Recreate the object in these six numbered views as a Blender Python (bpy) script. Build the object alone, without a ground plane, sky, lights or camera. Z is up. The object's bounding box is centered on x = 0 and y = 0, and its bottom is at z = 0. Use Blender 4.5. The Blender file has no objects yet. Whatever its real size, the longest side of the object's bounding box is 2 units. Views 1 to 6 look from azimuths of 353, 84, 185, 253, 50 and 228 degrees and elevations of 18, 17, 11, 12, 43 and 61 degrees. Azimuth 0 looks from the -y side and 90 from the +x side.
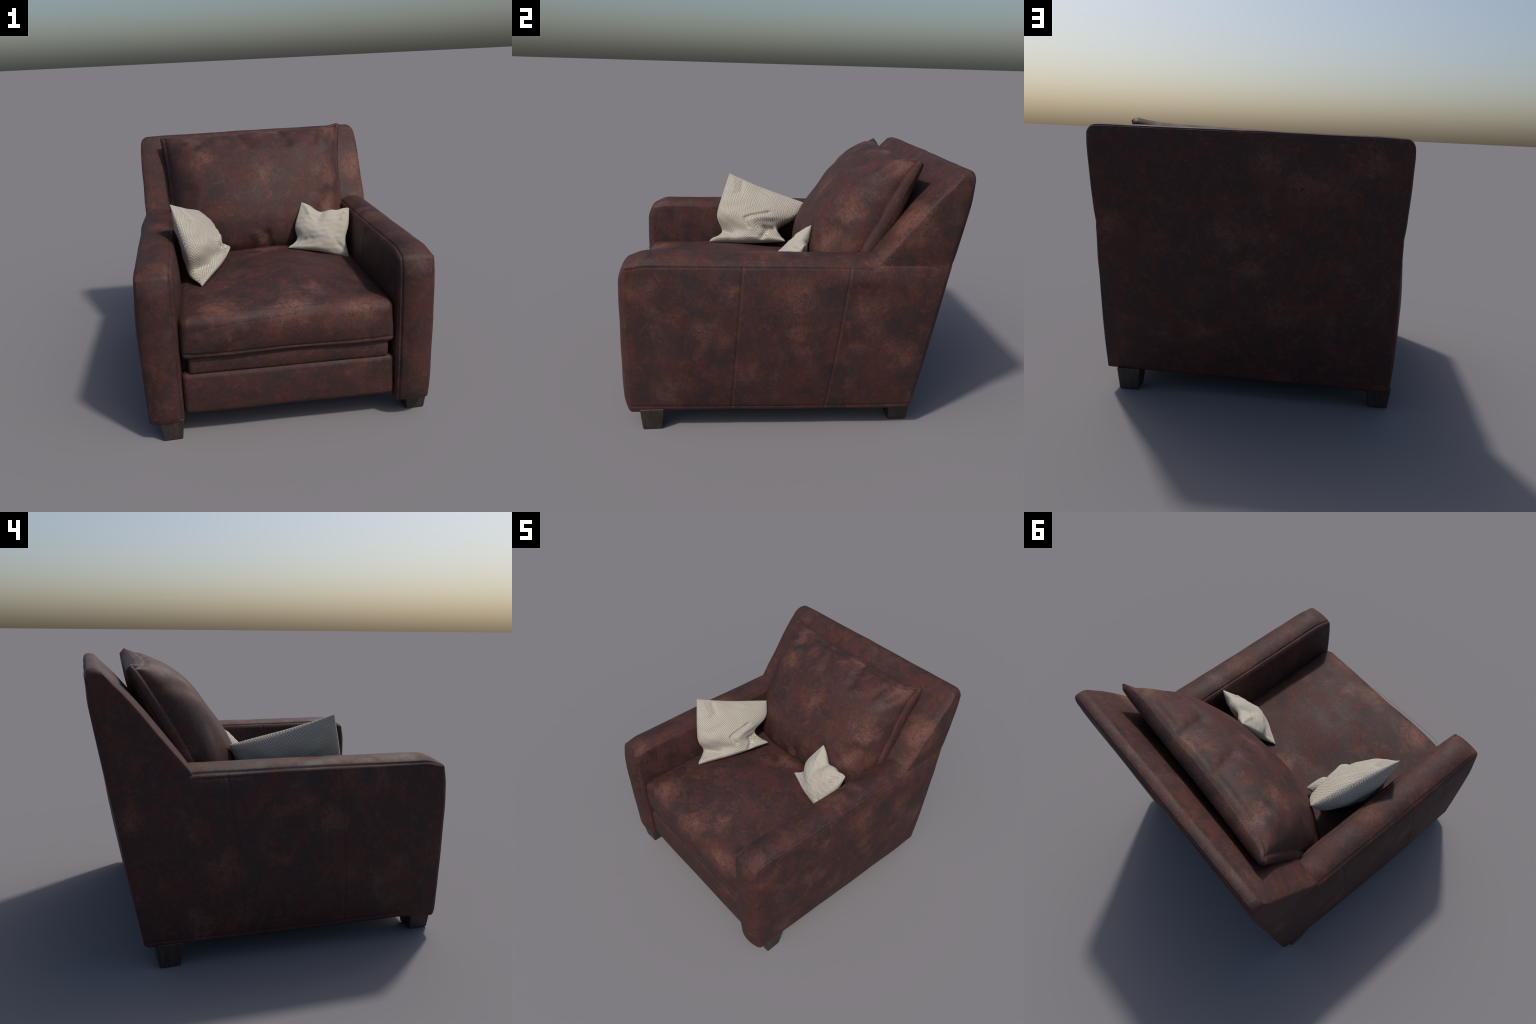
import bpy, math
import numpy as np
from mathutils import Matrix, Vector

YAW = math.radians(-1.7)          # the whole chair stands slightly turned in its frame

# ----------------------------------------------------------------------------- helpers
def sstep(a, b, x):
    t = np.clip((x - a) / (b - a), 0, 1)
    return t * t * (3 - 2 * t)

def gauss(x, w):
    return np.exp(-(x / w) ** 2)

def wobble(P, freq, seed, n=9):
    """smooth, unrepeating relief: a sum of plane waves with seeded directions"""
    g = np.random.default_rng(seed)
    out = np.zeros(len(P))
    for i in range(n):
        k = g.normal(size=3)
        k *= freq * g.uniform(.5, 1.6) / np.linalg.norm(k)
        out += np.sin(P @ k + g.uniform(0, 6.283)) / n ** .5
    return out

def fold(px, py, x0, y0, x1, y1, width):
    """1 on a segment, falling off like a bell on both sides"""
    dx, dy = x1 - x0, y1 - y0
    t = np.clip(((px - x0) * dx + (py - y0) * dy) / (dx * dx + dy * dy), 0, 1)
    d2 = (px - x0 - t * dx) ** 2 + (py - y0 - t * dy) ** 2
    return np.exp(-d2 / width ** 2)

def axis_lines(h, coarse, fine, rim, extra=()):
    """grid lines from -h to h, close together near both ends and around extra places"""
    x, out = -h, [-h]
    while True:
        near = min(h - abs(x) if x < 0 else abs(h - x), *[abs(x - e) * .8 for e in extra]) if extra else h - abs(x)
        s = fine if near < rim else coarse
        x += s
        if x > h - s * .5:
            break
        out.append(x)
    out.append(h)
    return np.array(out)

def rounded_box(h, r, lines, sharp=None):
    """vertices, faces and outward normals of a box of half sizes h with edges rounded by r"""
    n = [len(l) for l in lines]
    idx, P, faces = {}, [], []
    def vid(i, j, k):
        key = (i, j, k)
        if key not in idx:
            idx[key] = len(P)
            P.append((lines[0][i], lines[1][j], lines[2][k]))
        return idx[key]
    for ax in range(3):
        u, v = (ax + 1) % 3, (ax + 2) % 3
        for end in (0, n[ax] - 1):
            for i in range(n[u] - 1):
                for j in range(n[v] - 1):
                    q = []
                    for di, dj in ((0, 0), (1, 0), (1, 1), (0, 1)):
                        c = [0, 0, 0]
                        c[ax], c[u], c[v] = end, i + di, j + dj
                        q.append(vid(*c))
                    faces.append(q if end else q[::-1])
    P = np.array(P)
    h = np.array(h)
    core = np.clip(P, -(h - r), h - r)
    d = P - core
    nrm = d / np.linalg.norm(d, axis=1)[:, None]
    p = (sharp(P) if sharp else np.full(len(P), 2.))[:, None]      # 2 gives round edges, more gives crisper ones
    m = np.abs(d).max(axis=1)[:, None]
    d = d / (m * ((np.abs(d) / m) ** p).sum(axis=1)[:, None] ** (1 / p))
    return core + r * d, np.array(faces), nrm

def mesh_object(name, P, faces, mat, parent=None, smooth=True):
    me = bpy.data.meshes.new(name)
    me.from_pydata([tuple(p) for p in P], [], [tuple(int(i) for i in f) for f in faces])
    me.update()
    if smooth:
        me.polygons.foreach_set("use_smooth", [True] * len(me.polygons))
    me.materials.append(mat)
    ob = bpy.data.objects.new(name, me)
    bpy.context.scene.collection.objects.link(ob)
    if parent:
        ob.parent = parent
    return ob

# ----------------------------------------------------------------------------- materials
class Nodes:
    def __init__(self, name):
        self.mat = bpy.data.materials.new(name)
        self.mat.use_nodes = True
        self.t = self.mat.node_tree
        self.bsdf = self.t.nodes["Principled BSDF"]
        self.coord = self.t.nodes.new("ShaderNodeTexCoord").outputs["Object"]
    def link(self, a, b):
        self.t.links.new(a, b)
    def put(self, sock, v):
        if hasattr(v, "is_output"):
            self.link(v, sock)
        else:
            sock.default_value = v
    def mapping(self, loc=(0, 0, 0), rot=(0, 0, 0), scale=(1, 1, 1)):
        m = self.t.nodes.new("ShaderNodeMapping")
        self.link(self.coord, m.inputs[0])
        m.inputs["Location"].default_value = loc
        m.inputs["Rotation"].default_value = rot
        m.inputs["Scale"].default_value = scale
        return m.outputs[0]
    def noise(self, scale, detail=4, rough=.5, vec=None, dist=0):
        n = self.t.nodes.new("ShaderNodeTexNoise")
        n.inputs["Scale"].default_value = scale
        n.inputs["Detail"].default_value = detail
        n.inputs["Roughness"].default_value = rough
        n.inputs["Distortion"].default_value = dist
        self.link(vec or self.coord, n.inputs["Vector"])
        return n.outputs["Fac"]
    def voronoi(self, scale, vec=None, feature="F1"):
        n = self.t.nodes.new("ShaderNodeTexVoronoi")
        n.feature = feature
        n.inputs["Scale"].default_value = scale
        self.link(vec or self.coord, n.inputs["Vector"])
        return n.outputs["Distance"]
    def range(self, v, a, b, c=0., d=1.):
        n = self.t.nodes.new("ShaderNodeMapRange")
        n.interpolation_type = "SMOOTHSTEP"
        self.link(v, n.inputs["Value"])
        for k, x in zip(("From Min", "From Max", "To Min", "To Max"), (a, b, c, d)):
            n.inputs[k].default_value = x
        return n.outputs[0]
    def math(self, op, a, b=0., c=0.):
        n = self.t.nodes.new("ShaderNodeMath")
        n.operation = op
        for s, v in zip(n.inputs, (a, b, c)):
            self.put(s, v)
        return n.outputs[0]
    def mix(self, fac, a, b, blend="MIX"):
        n = self.t.nodes.new("ShaderNodeMix")
        n.data_type = "RGBA"
        n.blend_type = blend
        self.put(n.inputs[0], fac)
        for s, v in ((n.inputs[6], a), (n.inputs[7], b)):
            self.put(s, v if hasattr(v, "is_output") else (*v, 1))
        return n.outputs[2]
    def bump(self, height, strength, distance, normal=None):
        n = self.t.nodes.new("ShaderNodeBump")
        n.inputs["Strength"].default_value = strength
        n.inputs["Distance"].default_value = distance
        self.link(height, n.inputs["Height"])
        if normal:
            self.link(normal, n.inputs["Normal"])
        return n.outputs[0]

# where the hide is rubbed pale and where it is stained dark (place and reach, in the chair's own frame)
RUBBED = (
    (.03, -.92, .80, .22), (.21, -.78, .84, .13), (-.38, -.86, .80, .20), (.42, -.92, .78, .19), (.02, .05, .82, .14),
    (-.40, .40, 1.45, .15), (.06, .27, 1.33, .13), (.50, .22, 1.08, .17), (.53, .35, 1.28, .18), (.59, .60, 1.52, .12), (-.42, .60, 1.56, .12), (.11, .62, 1.58, .12), (-.45, .64, 1.56, .15),
    (.79, .64, 1.26, .21), (.80, .50, 1.02, .12))
FADED = (
    (.88, .03, .64, .13), (.88, .03, .83, .20), (.87, -.25, .40, .13), (.87, .65, .50, .15), (.87, .42, .75, .15), (.85, -.83, .90, .12), (.86, -.70, .27, .17), (.87, -.36, .87, .13),
    (-.87, -.53, .94, .14), (-.88, -.24, .74, .14), (-.84, .80, .82, .14), (-.86, .44, .22, .16), (-.88, .32, .56, .15),
    (-.12, .97, 1.42, .17), (-.01, .88, .81, .14), (-.23, .82, .54, .15), (.77, .88, 1.0, .15), (-.33, .94, 1.29, .16), (.11, .90, 1.0, .14), (.24, .82, .42, .14), (-.64, .96, 1.41, .14),
    (-.65, -.88, 1.06, .14), (.73, -.14, 1.06, .15), (.69, -.20, 1.06, .12), (-.68, -.06, 1.06, .13))
STAINED = (
    (-.38, -.74, .82, .16), (.88, .19, .83, .15), (.87, -.69, .56, .15), (.87, .36, .43, .14), (.18, .90, 1.0, .16), (-.58, .36, 1.23, .15), (.60, .42, 1.38, .10))

def leather():
    n = Nodes("worn_leather")
    big = n.noise(2.7, 3, .5, n.mapping(loc=(3.1, 1.7, .4)), .3)
    mid = n.noise(6.5, 5, .62, n.mapping(loc=(.3, 5.2, 8.4)), .5)
    patch = n.noise(4.6, 2, .45, n.mapping(loc=(7.7, 2.2, 4.9)), .2)
    vein = n.noise(14, 6, .7, n.mapping(loc=(1.9, 9.3, .7)), 1.4)
    grain = n.noise(170, 3, .65)
    speck = n.noise(70, 4, .7, n.mapping(loc=(4, 4, 1)))
    stain = n.noise(8.5, 6, .68, n.mapping(loc=(9.2, 1.1, 5.5)), .6)
    fleck = n.noise(34, 5, .7, n.mapping(loc=(6.1, 3.3, 2.8)), .8)
    def blobs(places):
        total = None
        for x, y, z, r in places:
            d = n.t.nodes.new("ShaderNodeVectorMath")
            d.operation = "DISTANCE"
            n.link(wander, d.inputs[0])
            d.inputs[1].default_value = (x, y, z)
            f = n.range(d.outputs["Value"], 0, r, 1, 0)
            total = f if total is None else n.math("MAXIMUM", total, f)
        return total
    push = n.t.nodes.new("ShaderNodeTexNoise")
    push.inputs["Scale"].default_value = 7
    push.inputs["Detail"].default_value = 4
    n.link(n.coord, push.inputs["Vector"])
    wv = n.t.nodes.new("ShaderNodeVectorMath")
    wv.operation = "MULTIPLY_ADD"
    n.link(push.outputs["Color"], wv.inputs[0])
    wv.inputs[1].default_value = (.26, .26, .26)
    n.link(n.coord, wv.inputs[2])
    sub = n.t.nodes.new("ShaderNodeVectorMath")
    sub.operation = "SUBTRACT"
    n.link(wv.outputs[0], sub.inputs[0])
    sub.inputs[1].default_value = (.13, .13, .13)
    wander = sub.outputs[0]
    base = n.mix(n.range(mid, .36, .66), (.034, .0170, .0165), (.062, .0220, .0185))
    base = n.mix(n.range(fleck, .48, .68, 0, .46), base, (.098, .0320, .0190))
    base = n.mix(n.range(fleck, .46, .30, 0, .45), base, (.026, .0165, .0165))
    base = n.mix(n.range(vein, .52, .70, 0, .62), base, (.115, .0340, .0185))
    dark = n.math("MULTIPLY", n.range(big, .46, .62), n.range(stain, .46, .60))
    dark = n.math("MAXIMUM", dark, blobs(STAINED))
    base = n.mix(n.math("MULTIPLY", dark, .52), base, (.0240, .0185, .0190))
    mottle = n.math("MULTIPLY_ADD", grain, .55, n.math("MULTIPLY", fleck, .45))
    worn = n.math("MAXIMUM", n.range(patch, .54, .90, 0, .7), n.math("POWER", blobs(RUBBED), 1.3))
    worn = n.math("MAXIMUM", worn, n.math("MULTIPLY", n.math("POWER", blobs(FADED), 1.3), .62))
    tan = n.math("MULTIPLY", worn, n.range(mottle, .32, .62))
    base = n.mix(n.math("MULTIPLY", tan, .82), base, (.190, .0830, .0590))
    scuff = n.math("MULTIPLY", n.range(n.noise(7.5, 5, .6, n.mapping(loc=(2.2, 7.4, 3.1), scale=(1, 1.4, .8)), .9), .56, .72), n.range(grain, .46, .64))
    base = n.mix(n.math("MULTIPLY", scuff, .42), base, (.150, .0900, .0740))
    dk = n.range(grain, .30, .60)
    base = n.mix(1.0, base, n.mix(dk, (.74, .76, .78), (1.08, 1.06, 1.06)), "MULTIPLY")
    # small dark nicks
    nick = n.math("MULTIPLY", n.range(n.noise(17, 2, .5, n.mapping(loc=(2.5, .9, 6.1), scale=(1, 1, 1.3)), 1.0), .715, .745), .85)
    base = n.mix(nick, base, (.016, .016, .017))
    n.link(base, n.bsdf.inputs["Base Color"])
    n.put(n.bsdf.inputs["Roughness"], n.range(mid, .3, .7, .60, .74))
    n.bsdf.inputs["Specular IOR Level"].default_value = .32
    pebble = n.voronoi(210)
    b = n.bump(pebble, .22, .0016)
    b = n.bump(speck, .16, .004, b)
    n.link(b, n.bsdf.inputs["Normal"])
    return n.mat

def herringbone(name, column, pitch, contrast, size_x, size_y):
    """woven chevron stripes in the pillow's own plane: columns of slanted yarns, every other one mirrored"""
    n = Nodes(name)
    flat = n.t.nodes.new("ShaderNodeTexCoord").outputs["Generated"]     # 0..1 over the cloth laid flat
    warp = n.noise(9, 2, .5)
    sep = n.t.nodes.new("ShaderNodeSeparateXYZ")
    n.link(flat, sep.inputs[0])
    x = n.math("MULTIPLY_ADD", warp, .004, n.math("MULTIPLY", sep.outputs[0], size_x))
    yy = n.math("MULTIPLY", sep.outputs[1], size_y)
    tri = n.math("PINGPONG", x, column)
    half = n.math("FLOOR", n.math("DIVIDE", x, column))
    odd = n.math("MULTIPLY", n.math("PINGPONG", half, 1.0), pitch * .5)
    y = n.math("ADD", n.math("MULTIPLY_ADD", tri, 1.25, yy), odd)
    wave = n.math("SINE", n.math("MULTIPLY", y, 2 * math.pi / pitch))
    stripe = n.range(wave, -.55, .55)
    fibre = n.noise(330, 2, .6)
    tone = n.noise(5, 3, .5)
    light = n.mix(n.range(tone, .3, .7), (.510, .470, .400), (.560, .520, .445))
    shade = tuple(c * (1 - contrast) for c in (.53, .485, .405))
    col = n.mix(stripe, shade, light)
    col = n.mix(n.range(fibre, .3, .7, .22, 0), col, (.25, .22, .17))
    n.link(col, n.bsdf.inputs["Base Color"])
    n.bsdf.inputs["Roughness"].default_value = .9
    n.bsdf.inputs["Specular IOR Level"].default_value = .15
    n.bsdf.inputs["Sheen Weight"].default_value = .15
    b = n.bump(wave, .35, .0016)
    b = n.bump(fibre, .25, .001, b)
    n.link(b, n.bsdf.inputs["Normal"])
    return n.mat

def dark_wood():
    n = Nodes("dark_wood")
    g = n.noise(38, 5, .65, n.mapping(scale=(2.2, 2.2, .16)), .3)
    f = n.noise(160, 3, .6, n.mapping(scale=(1.6, 1.6, .05)))
    col = n.mix(n.range(g, .35, .68), (.024, .0165, .0130), (.052, .036, .028))
    col = n.mix(n.range(f, .4, .7, 0, .35), col, (.014, .010, .009))
    n.link(col, n.bsdf.inputs["Base Color"])
    n.bsdf.inputs["Roughness"].default_value = .55
    n.link(n.bump(g, .2, .002), n.bsdf.inputs["Normal"])
    return n.mat

def lining():
    n = Nodes("black_lining")
    n.bsdf.inputs["Base Color"].default_value = (.012, .011, .011, 1)
    n.bsdf.inputs["Roughness"].default_value = .9
    return n.mat

LEATHER, WOOD, LINING = leather(), dark_wood(), lining()
WEAVE_WIDE = ("wide_herringbone_weave", .0240, .0190, .46)
WEAVE_FINE = ("fine_herringbone_weave", .0210, .0105, .34)

# ----------------------------------------------------------------------------- chair profile (side view, y-z)
Z_LOW, Z_SEAM = .122, 1.033
def rear_y(z):
    return .733 + .175 * (z - .13)
def front_y(z):
    return np.interp(z, [.12, .145, .30, .50, .77, .92, 1.01], [-.926, -.930, -.936, -.939, -.940, -.938, -.931])
def half_width(z):
    return np.interp(z, [.12, .3, .6, 1.0, 1.03, 1.1, 1.3, 1.46, 1.56], [.838, .843, .845, .840, .838, .844, .850, .852, .848])

chair = bpy.data.objects.new("armchair", None)
bpy.context.scene.collection.objects.link(chair)
chair.rotation_euler = (0, 0, YAW)
chair["label"] = "deep club armchair in worn dark brown leather"
chair["category"] = "armchair"

# ----------------------------------------------------------------------------- arms
def arm(side):
    h = (.105, .88, .45)
    r = .016
    lines = [axis_lines(h[0], .008, .0028, .036), axis_lines(h[1], .0050, .004, .05), axis_lines(h[2], .009, .004, .06)]
    P, F, N = rounded_box(h, r, lines)
    a, b, c = (P[:, i] / h[i] for i in range(3))           # a: -1 inside, +1 outside
    z1 = 1.028 - .018 * sstep(-.86, -1, b)
    z0 = Z_LOW - .014 * sstep(-.7, -1, b)
    z = z0 + (c + 1) / 2 * (z1 - z0)
    yf, yr = front_y(z), rear_y(z)
    y = yf + (b + 1) / 2 * (yr - yf)
    x = .735 + P[:, 0]
    # distance, along the band, from the top front corner and the bottom front corner
    dist_front = y - yf
    dist_top = z1 - z
    dist_low = z - Z_LOW
    belly = np.clip(1 - np.abs(a) ** 2.2, 0, 1)
    top = np.clip(N[:, 2], 0, 1)
    fro = np.clip(-N[:, 1], 0, 1)
    z = z + .036 * belly * top * np.sqrt(sstep(-.012, .10, dist_front))
    y = y - .037 * belly * fro * np.sqrt(sstep(-.015, .12, dist_top)) * np.sqrt(sstep(-.06, .07, dist_low))
    # outer and inner panels are lightly padded
    out = np.clip(N[:, 0], 0, 1)
    inn = np.clip(-N[:, 0], 0, 1)
    pad = (1 - np.abs(b) ** 2.6) ** .9 * (1 - np.abs(c) ** 2.6) ** .9
    x = x + .046 * pad * out - .036 * pad * inn + .018 * out * gauss(y - .38, .16) * gauss(z - .95, .06)
    x = x + (half_width(z) - .84) * np.clip((a + 1) / 2, 0, 1)
    # seams of the band: a groove just inside each edge, a soft welt beside it
    band = np.clip(top + fro, 0, 1)
    for e, off, dep in ((1, .008, .0045), (-1, .019, .0075)):
        g = gauss(e * P[:, 0] - (h[0] - off), .0045) * band * dep
        y = y + g * fro
        z = z - g * top
    # panel seams on the outside, slanted, each with a shallow step
    if side > 0:
        seams = ((-.282, 1.010, -.335, .150), (.319, 1.005, .214, .150))
    else:
        seams = ((-.301, 1.020, -.354, .150), (.304, 1.010, .208, .150))
    for y0, z0, y1, zb in seams:
        d = y - (y1 + (z - zb) / (z0 - zb) * (y0 - y1))
        x = x + out * (-.0045 * gauss(d, .0050) + .0008 * gauss(d - .014, .012)) * sstep(1.03, 1.0, z)
    # hem along the foot and the line where the top band ends
    x = x - out * .0035 * gauss(z - .153, .006) - out * .003 * gauss(z - (z1 - .022), .005) * sstep(.47, .44, y)
    # vertical seam on the inner panel
    x = x + inn * .004 * gauss(y + .30, .007)
    Q = np.stack([x, y, z], 1)
    soft = wobble(Q, 9, 11 if side > 0 else 12) * .0022 + wobble(Q, 24, 21 if side > 0 else 22) * .0009
    Q += N * soft[:, None]
    Q[:, 0] *= side
    return mesh_object("arm", Q, F if side > 0 else F[:, ::-1], LEATHER, chair)

arm(1)
arm(-1)

# ----------------------------------------------------------------------------- back
def backrest():
    h = (.85, .15, .27)
    r = .050
    lines = [axis_lines(h[0], .012, .005, .07), axis_lines(h[1], .007, .0045, .06), axis_lines(h[2], .008, .0045, .06)]
    P, F, N = rounded_box(h, r, lines, lambda q: 7 - 4.8 * sstep(.10, .22, q[:, 2]))
    a, b, c = (P[:, i] / h[i] for i in range(3))
    z0, z1 = Z_SEAM - .042, 1.554
    t = (c + 1) / 2
    z = z0 + t * (z1 - z0)
    yr = rear_y(z) - .003 - .006 * sstep(.9, 1.0, t)
    yf = np.interp(z, [1.0, 1.033, 1.20, 1.34, 1.46, 1.53, 1.56], [.455, .478, .612, .722, .822, .874, .890])
    y = yf + (b + 1) / 2 * (yr - yf)
    x = a * half_width(z)
    up = np.clip(N[:, 2], 0, 1)
    fro = np.clip(-N[:, 1], 0, 1)
    sid = np.abs(N[:, 0])
    z = z + .006 * up * (1 - a ** 4) - .014 * sstep(.80, 1.0, t) * np.abs(b) ** 2.2
    pad = (1 - a ** 12) * (1 - c ** 4)
    y = y - .028 * fro * pad
    x = x + np.sign(x) * sid * .006 * (1 - b ** 4) * (1 - c ** 4)
    # seam that runs along the top, close to the rear edge, and one beside each wing edge
    z = z - up * .004 * gauss(P[:, 1] - (h[1] - .036), .005)
    Q = np.stack([x, y, z], 1)
    Q += N * (wobble(Q, 8, 31) * .003 + wobble(Q, 22, 32) * .001)[:, None]
    return mesh_object("backrest", Q, F, LEATHER, chair)

backrest()

def rear_panel():
    h = (.845, .016, .70)
    lines = [axis_lines(h[0], .016, .004, .03), axis_lines(h[1], .004, .004, .02), axis_lines(h[2], .014, .005, .03)]
    P, F, N = rounded_box(h, .010, lines)
    a, b, c = (P[:, i] / h[i] for i in range(3))
    z = .128 + (c + 1) / 2 * (1.512 - .128)
    lip = sstep(1.36, 1.50, z)
    swell = (.024 * (1 - np.abs(a) ** 6) + .008 * a * (1 - a ** 10)) * np.interp(z, [.13, .3, .5, .75, 1.0, 1.2, 1.5], [0, .6, .95, 1, .6, .35, .1])
    y = rear_y(z) + P[:, 1] - .012 + np.clip(N[:, 1], 0, 1) * (swell + .003 - .010 * lip)
    edge = half_width(z) - .004 - .005 * gauss(z - 1.035, .012)- .010 * sstep(1.46, 1.51, z)
    x = a * edge
    Q = np.stack([x, y, z], 1)
    Q += N * (wobble(Q, 7, 41) * .0025)[:, None] * np.clip(N[:, 1:2], 0, 1)
    return mesh_object("rear_panel", Q, F, LEATHER, chair)

rear_panel()

def plain_box(name, lo, hi, r, mat, coarse=.02, shape=None):
    lo, hi = np.array(lo), np.array(hi)
    h = (hi - lo) / 2
    rim = r * 1.5
    lines = [axis_lines(k, coarse, max(.0035, r / 6), rim) for k in h]
    P, F, N = rounded_box(h, r, lines)
    Q = P + (lo + hi) / 2
    if shape:
        Q = shape(Q, N, P / h)
    return mesh_object(name, Q, F, mat, chair)

def inner_slope(Q, N, n):
    Q[:, 1] += (Q[:, 2] - 1.033) * np.where(n[:, 1] < 0, .79, .175)
    return Q
plain_box("inner_back", (-.64, .485, .45), (.64, .86, 1.05), .02, LEATHER, .03, inner_slope)
plain_box("seat_deck", (-.64, -.84, .16), (.64, .70, .50), .02, LINING, .05)

# ----------------------------------------------------------------------------- front rails
def apron_shape(Q, N, n):
    fro = np.clip(-N[:, 1], 0, 1)
    Q[:, 1] -= fro * .010 * (1 - n[:, 2] ** 2) * (1 - n[:, 0] ** 8)
    Q[:, 1] += wobble(Q, 10, 51) * .002
    Q[:, 2] += wobble(Q, 9, 52) * .0015
    return Q
plain_box("front_apron", (-.628, -.915, .146), (.628, -.78, .405), .030, LEATHER, .010, apron_shape)
def rail_shape(Q, N, n):
    fro = np.clip(-N[:, 1], 0, 1)
    Q[:, 1] -= fro * .010 * (1 - n[:, 2] ** 2)
    Q[:, 2] += wobble(Q, 8, 54) * .0022
    return Q
plain_box("front_rail", (-.588, -.905, .392), (.592, -.76, .516), .024, LEATHER, .010, rail_shape)

# ----------------------------------------------------------------------------- seat cushion
def seat_cushion():
    h = (.616, .665, .1225)
    r = .045
    lines = [axis_lines(h[0], .009, .005, .09), axis_lines(h[1], .009, .005, .09), axis_lines(h[2], .006, .005, .09)]
    P, F, N = rounded_box(h, r, lines, lambda q: 3.4 - 1.4 * sstep(-.05, .05, q[:, 2]))
    a, b, c = (P[:, i] / h[i] for i in range(3))
    x, y, z = P[:, 0].copy(), P[:, 1] - .925 + h[1], P[:, 2] + .627
    up, dn, fro = np.clip(N[:, 2], 0, 1), np.clip(-N[:, 2], 0, 1), np.clip(-N[:, 1], 0, 1)
    z = z + up * (.040 * (1 - np.abs(a) ** 2.4) * sstep(-1.06, -.50, b) + .080 * gauss(x - .05, .34) * gauss(y + .40, .38) + .024 * gauss(x, .45) * gauss(y - .10, .20))
    x = x + N[:, 0] * .024 * sstep(-1.0, -.8, b) * (1 - c ** 4)
    z = z - dn * fro * .010 - dn * .022 * (1 - a ** 4) * (1 - np.clip(b, -1, 0) ** 4)
    y = y - fro * .022 * (1 - c ** 2) * (1 - a ** 6)
    # crease on the front edge with a soft swell behind it
    line = -.885 + .016 * a ** 2 - .010 * gauss(a, .35)
    z = z - up * .006 * gauss(y - line, .007) * gauss(a - .04, .30)
    z = z + up * .012 * gauss(a - .02, .22) * gauss(y + .85, .05)
    z = z + up * .008 * gauss(a - .85, .14) * gauss(y + .84, .06)
    # welt low on the front
    y = y + fro * .0065 * gauss(P[:, 2] + .088, .005) - fro * .003 * gauss(P[:, 2] + .100, .007)
    # diagonal drag folds in the front
    for (x0, z0, x1, z1, w, d) in ((-.52, .54, -.28, .68, .04, .007), (-.38, .55, -.20, .63, .03, -.004), (.50, .55, .56, .70, .03, .006)):
        y = y - fro * d * fold(x, z, x0, z0, x1, z1, w)
    Q = np.stack([x, y, z], 1)
    Q += N * (wobble(Q, 7, 61) * .0045 + wobble(Q, 17, 62) * .0016)[:, None]
    return mesh_object("seat_cushion", Q, F, LEATHER, chair)

seat_cushion()

# loose stitching thread that has come away from the front edge of the seat
def thread():
    pts = [(.10, -.925, .745), (-.15, -.945, .735), (-.38, -.962, .730), (-.49, -.963, .725), (-.535, -.955, .715), (-.560, -.935, .690)]
    cu = bpy.data.curves.new("loose_thread", "CURVE")
    cu.dimensions = "3D"
    sp = cu.splines.new("NURBS")
    sp.points.add(len(pts) - 1)
    for p, q in zip(sp.points, pts):
        p.co = (*q, 1)
    sp.use_endpoint_u = True
    sp.order_u = 4
    cu.bevel_depth = .0009
    cu.bevel_resolution = 2
    tmp = bpy.data.objects.new("tmp", cu)
    bpy.context.scene.collection.objects.link(tmp)
    me = bpy.data.meshes.new_from_object(tmp.evaluated_get(bpy.context.evaluated_depsgraph_get()))
    bpy.data.objects.remove(tmp)
    me.materials.clear()
    me.materials.append(LEATHER)
    ob = bpy.data.objects.new("loose_thread", me)
    bpy.context.scene.collection.objects.link(ob)
    ob.parent = chair
thread()

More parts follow.
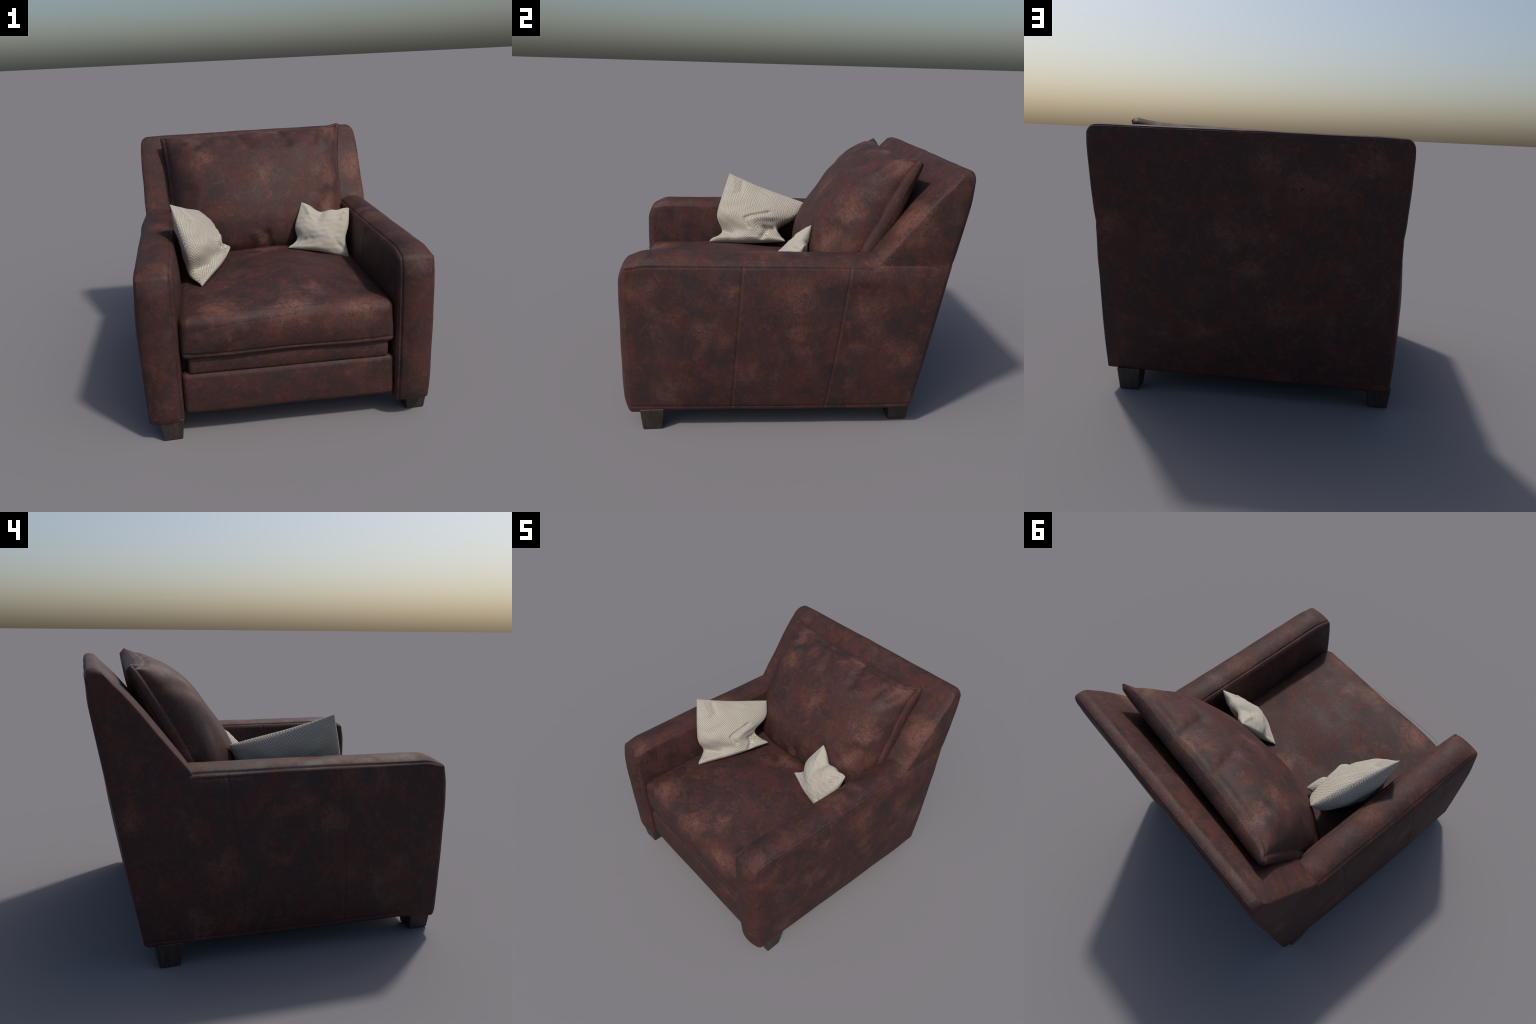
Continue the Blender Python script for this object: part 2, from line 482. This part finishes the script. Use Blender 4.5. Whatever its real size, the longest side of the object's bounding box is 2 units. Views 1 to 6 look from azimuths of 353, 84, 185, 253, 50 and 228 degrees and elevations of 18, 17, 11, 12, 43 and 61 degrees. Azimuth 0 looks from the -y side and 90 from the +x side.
# ----------------------------------------------------------------------------- back cushion
def back_cushion():
    """lofted across x: every section is a fat drop, boxy where it rests on the seat, drawn to a seam at the top"""
    T = np.array([.480, .877])                   # up along the seam plane, in (y, z)
    Nn = np.array([-.877, .480])                 # forward out of it
    prof_t = np.array([-.125, -.105, -.055, .000, .106, .235, .365, .513, .640, .741, .812, .862, .885])
    prof_n = np.array([.090, .160, .215, .245, .286, .301, .294, .272, .230, .174, .118, .062, .005])
    nu, nf, nb = 200, 150, 70
    u = np.sin(np.linspace(-1, 1, nu) * math.pi / 2 * .985) / math.sin(math.pi / 2 * .985)
    # section points: start under the cushion at the back, go forward, up the front, over the seam, down the back
    k = np.linspace(0, 1, nf)
    def smooth_interp(q, v):
        w = np.interp(np.linspace(0, 1, 600), np.linspace(0, 1, len(v)), v)
        ker = np.hanning(61); ker /= ker.sum()
        w2 = np.convolve(np.pad(w, 30, mode="reflect", reflect_type="odd"), ker, "valid")
        return np.interp(q, np.linspace(0, 1, 600), w2)
    ft, fn = smooth_interp(k, prof_t), smooth_interp(k, prof_n)
    kb = np.linspace(0, 1, nb)
    bt = .885 - kb * (.885 + .125)               # down the rear
    P, meta = [], []
    for ui in u:
        thick0 = .06 + .94 * (1 - abs(ui) ** 2.8) ** .64
        thick1 = .14 + .86 * (1 - abs(ui) ** 7.0) ** .58       # front bulge dies towards the sides
        rear = 1 - .35 * abs(ui) ** 8
        lift = .022 * ui - .022                   # the right top corner stands higher and further forward
        ear = .070 * abs(ui) ** 5                 # drawn-out corners
        low = 1 - .05 * abs(ui) ** 4
        for j in range(nf):
            t = ft[j]
            v = np.clip(t / .885, 0, 1)
            n = fn[j] * (thick0 + (thick1 - thick0) * v)
            xx = .632 - .016 * math.sin(math.pi * v) + .022 * v ** 8 + .012 * v
            P.append((ui * xx, t * low + (lift + ear) * v ** 3, n, v, 1, ui))
        for j in range(1, nb):
            t = bt[j]
            v = np.clip(t / .885, 0, 1)
            n = -.062 * rear * min(1, (1 - v) / .025 + .25) ** .5 - .055 * math.sin(math.pi * v) * rear
            xx = .632 - .016 * math.sin(math.pi * v) + .022 * v ** 8 + .012 * v
            P.append((ui * xx, t * low + (lift + ear) * v ** 3, n, v, -1, ui))
    # boxing: a rounded strip that closes both sides behind the seam
    ring = nf + nb - 1
    P = np.array(P).reshape(nu, ring, 6)
    ends = []
    for k in (0, -1):
        cap = []
        for f in np.linspace(.12, 1, 9):
            ph = f * math.pi / 2
            E = P[k].copy()
            mid = (E[:, 2].min() + E[:, 2].max()) * .5
            E[:, 0] += np.sign(E[:, 0]) * (.030 * math.sin(ph) - .004 * gauss(f - .12, .2))
            E[:, 2] = mid + (E[:, 2] - mid) * max(math.cos(ph), .02)
            E[:, 1] = .44 + (E[:, 1] - .44) * (1 - .025 * (1 - math.cos(ph)))
            E[:, 4] = 0
            cap.append(E)
        ends.append(cap)
    P = np.concatenate([np.array(ends[0][::-1]), P, np.array(ends[1])])
    nu = len(P)
    P = P.reshape(-1, 6)
    x, t, n, v, sidef, uu = P.T
    front = sidef > 0
    # pleats running down from the top seam
    for x0, x1, w, d in ((-.46, -.44, .034, .008), (-.12, -.05, .036, .018), (.20, .24, .042, .022), (.50, .44, .030, .014)):
        g = fold(x, v, x0, .96, x1, .80, w) * front * sstep(1.0, .95, v)
        n = n - d * g
    # valley and welt of the rear boxing, just behind the seam
    n = n - .012 * front * gauss(v - .968, .012)
    # dent low on the front, towards both sides and the middle foot
    for x0, v0, x1, v1, w, d in ((.44, .18, .52, .34, .045, .018), (.05, -.10, .03, .00, .024, .018), (-.02, -.10, -.06, .00, .03, -.010), (.50, .45, .60, .55, .05, .012),
                                 (-.55, .12, -.50, .40, .05, .014), (-.40, .60, -.58, .75, .05, .010), (.56, .80, .64, .96, .025, .012), (-.34, .42, -.26, .52, .16, .014)):
        n = n - d * front * fold(x, t / .885, x0, v0, x1, v1, w)
    y = .320 - (.022 * v ** 3 + .020 * v ** 4 * (1 - uu ** 4)) + t * T[0] + n * Nn[0]
    z = .800 + t * T[1] + n * Nn[1]
    y = y - .040 * uu * v ** 2 * .9
    Q = np.stack([x, y, z], 1)
    Q[:, 1] += (wobble(Q, 8, 71) * .006 + wobble(Q, 19, 72) * .0022) * np.where(front, 1, .3) * (1 - np.abs(uu) ** 6)
    faces = []
    for i in range(nu - 1):
        for j in range(ring):
            k2 = (j + 1) % ring
            faces.append((i * ring + j, i * ring + k2, (i + 1) * ring + k2, (i + 1) * ring + j))
    F = np.array(faces)[:, ::-1]
    ob = mesh_object("back_cushion", Q, F, LEATHER, chair)
    # close the two thin ends
    import bmesh
    bm = bmesh.new()
    bm.from_mesh(ob.data)
    bm.verts.ensure_lookup_table()
    bm.faces.new([bm.verts[j] for j in range(ring)])
    bm.faces.new([bm.verts[(nu - 1) * ring + j] for j in range(ring)][::-1])
    bmesh.ops.recalc_face_normals(bm, faces=bm.faces)
    for f in bm.faces:
        f.smooth = True
    bm.to_mesh(ob.data)
    bm.free()
back_cushion()

# ----------------------------------------------------------------------------- feet
def foot(cx, cy):
    z1, b, tp = .135, .056, .070
    import bmesh
    bm = bmesh.new()
    w = []
    for z, k in ((0, b), (z1, tp)):
        for sx, sy in ((-1, -1), (1, -1), (1, 1), (-1, 1)):
            w.append(bm.verts.new((sx * k, sy * k, z)))
    bm.faces.new(w[3::-1])
    bm.faces.new(w[4:])
    for i in range(4):
        j = (i + 1) % 4
        bm.faces.new((w[i], w[j], w[4 + j], w[4 + i]))
    bmesh.ops.bevel(bm, geom=bm.edges[:], offset=.006, segments=3, affect="EDGES", profile=.5)
    me = bpy.data.meshes.new("foot")
    bm.to_mesh(me)
    bm.free()
    me.materials.append(WOOD)
    ob = bpy.data.objects.new("foot", me)
    bpy.context.scene.collection.objects.link(ob)
    ob.parent = chair
    c, s = math.cos(-YAW), math.sin(-YAW)
    ob.location = (c * cx - s * cy, s * cx + c * cy, 0)
    ob.rotation_euler = (0, 0, math.radians(1.1) - YAW)
for cx, cy in ((-.732, -.853), (.756, -.823), (.723, .665), (-.760, .636)):
    foot(cx, cy)

# ----------------------------------------------------------------------------- throw pillows
def throw_pillow(corners, edges, front_t, back_t, slump, folds_f, folds_b, weave, label, seed):
    """corners (world): low left, low right, up right, up left as seen from the front.
    edges: for bottom, right, top, left a list of (place, width, inward, forward) pulls on that edge."""
    LL, LR, UR, UL = (np.array(c, float) for c in corners)
    o = (LL + LR + UR + UL) / 4
    ex = (LR + UR - LL - UL); ex /= np.linalg.norm(ex)
    ey = (UL + UR - LL - LR); ey -= ex * (ey @ ex); ey /= np.linalg.norm(ey)
    ez = np.cross(ex, ey)
    M = np.stack([ex, ey, ez], 1)
    LL, LR, UR, UL = (M.T @ (c - o) for c in (LL, LR, UR, UL))
    n = 130
    g = (1 - np.cos(np.linspace(0, math.pi, n))) / 2 * .5 + np.linspace(0, 1, n) * .5
    U, V = np.meshgrid(g, g, indexing="ij")
    def edge(t, A, B, inward, pulls):
        t = t[..., None]
        C = A + (B - A) * t
        for p, w, i, f in pulls:
            k = np.exp(-((t - p) / w) ** 2) * np.clip(t * (1 - t) * 12, 0, 1)
            C = C + k * (np.array(inward) * i + np.array([0, 0, 1.]) * f)
        return C
    bot = lambda t: edge(t, LL, LR, (0, 1, 0), edges[0])
    rig = lambda t: edge(t, LR, UR, (-1, 0, 0), edges[1])
    top = lambda t: edge(t, UL, UR, (0, -1, 0), edges[2])
    lef = lambda t: edge(t, LL, UL, (1, 0, 0), edges[3])
    u, v = U[..., None], V[..., None]
    S = (1 - v) * bot(U) + v * top(U) + (1 - u) * lef(V) + u * rig(V) \
        - ((1 - u) * (1 - v) * LL + u * (1 - v) * LR + u * v * UR + (1 - u) * v * UL)
    puff = (np.clip(4 * U * (1 - U), 0, 1) ** .48) * (np.clip(4 * V * (1 - V), 0, 1) ** .48)
    rim = np.clip(np.minimum(np.minimum(U, 1 - U), np.minimum(V, 1 - V)) / .06, 0, 1)
    flat = np.stack([U.ravel(), V.ravel(), 0 * U.ravel()], 1)
    pts, idx, layers = [], {}, []
    for sgn, th, folds in ((1, front_t, folds_f), (-1, back_t, folds_b)):
        lean = slump * (.5 - V) if sgn > 0 else .3 * slump * (.5 - V) + .7 * slump * (U - .5)
        d = th * puff * (1 + lean)
        for x0, y0, x1, y1, w, a in folds:
            d = d + a * fold(U, V, x0, y0, x1, y1, w) * rim
        # small puckers along the seam and loose cloth relief
        d = d + (wobble(flat, 16, seed + sgn + 5) * .0035 + wobble(flat, 38, seed + sgn + 9) * .0016).reshape(U.shape) * rim
        L = S.copy()
        L[..., 2] += sgn * d
        layers.append(L)
    for k, L in enumerate(layers):
        for i in range(n):
            for j in range(n):
                b = i in (0, n - 1) or j in (0, n - 1)
                key = (i, j) if b else (i, j, k)
                if key not in idx:
                    idx[key] = len(pts)
                    pts.append(L[i, j])
    def vid(i, j, k):
        return idx[(i, j)] if (i in (0, n - 1) or j in (0, n - 1)) else idx[(i, j, k)]
    faces = []
    for k in (0, 1):
        for i in range(n - 1):
            for j in range(n - 1):
                q = [vid(i, j, k), vid(i + 1, j, k), vid(i + 1, j + 1, k), vid(i, j + 1, k)]
                faces.append(q if k == 0 else q[::-1])
    # the mesh is stored as the cover laid flat; its one shape key stuffs and slumps it, so the weave follows the cloth
    def lengths(L, axis):
        step = np.linalg.norm(np.diff(L, axis=axis), axis=2)
        run = np.concatenate([np.zeros_like(np.take(step, [0], axis)), np.cumsum(step, axis)], axis)
        return run - np.take(run, [n // 2], axis)
    sheets = [np.stack([lengths(L, 0), lengths(L, 1)], 2) for L in layers]
    lay = np.zeros((len(pts), 3))
    for key, q in idx.items():
        i, j = key[:2]
        lay[q, :2] = sheets[key[2]][i, j] if len(key) == 3 else (sheets[0][i, j] + sheets[1][i, j]) / 2
    size = lay.max(0) - lay.min(0)
    mat = herringbone(*weave, size[0], size[1])
    ob = mesh_object("throw_pillow", lay, faces, mat)
    ob.shape_key_add(name="laid_flat", from_mix=False)
    stuffed = ob.shape_key_add(name="stuffed", from_mix=False)
    stuffed.data.foreach_set("co", np.array(pts).ravel())
    stuffed.value = 1.0
    ob.matrix_world = Matrix.Translation(Vector(o)) @ Matrix(M.tolist()).to_4x4()
    ob["label"] = label
    ob["category"] = "throw pillow"
    return ob

# the larger one leans on the left arm and faces right; u runs front to rear
throw_pillow(
    ((-.483, -.482, .779), (-.246, .065, .850), (-.440, .221, 1.096), (-.636, -.329, 1.277)),
    ([(.5, .3, -.01, 0)],
     [(.30, .22, .105, -.035)],
     [(.45, .35, .010, .0)],
     [(.19, .12, .058, -.060), (.60, .3, -.005, 0)]),
    .100, .132, 1.0,
    [(.93, .24, .84, .23, .055, -.040), (.60, .26, .64, .30, .16, .030), (.80, .16, .72, .05, .035, -.018), (.54, .42, .70, .54, .035, -.018), (.50, .38, .56, .24, .032, -.018),
     (.66, .38, .82, .44, .06, .010), (.03, .20, .24, .13, .035, -.022), (.10, .06, .24, .05, .05, .010), (.08, .95, .14, .78, .04, .010), (.20, .95, .24, .80, .03, -.010), (.34, .60, .20, .52, .06, -.006)],
    [(.2, .8, .5, .5, .06, .01), (.1, .2, .4, .4, .05, -.01)],
    WEAVE_WIDE, "cream herringbone square throw pillow, slumped and creased", 100)

# the smaller one sits by the right arm, against the back cushion
throw_pillow(
    ((.154, -.012, .834), (.560, -.112, .758), (.613, .063, 1.067), (.290, .157, 1.112)),
    ([(.5, .3, .005, .02)],
     [(.35, .22, .025, .01)],
     [(.42, .22, .055, .0), (.75, .12, .02, .0)],
     [(.22, .16, .040, -.02)]),
    .066, .080, .4,
    [(.45, .95, .40, .75, .07, -.012), (.88, .86, .76, .80, .04, -.010), (.84, .76, .90, .90, .03, .008), (.06, .14, .16, .20, .05, -.012), (.92, .14, .82, .22, .05, -.010), (.2, .8, .08, .95, .05, .010)],
    [(.45, .95, .40, .60, .06, -.025), (.2, .5, .4, .6, .07, -.012)],
    WEAVE_FINE, "small cream herringbone throw pillow with pointed corners", 200)
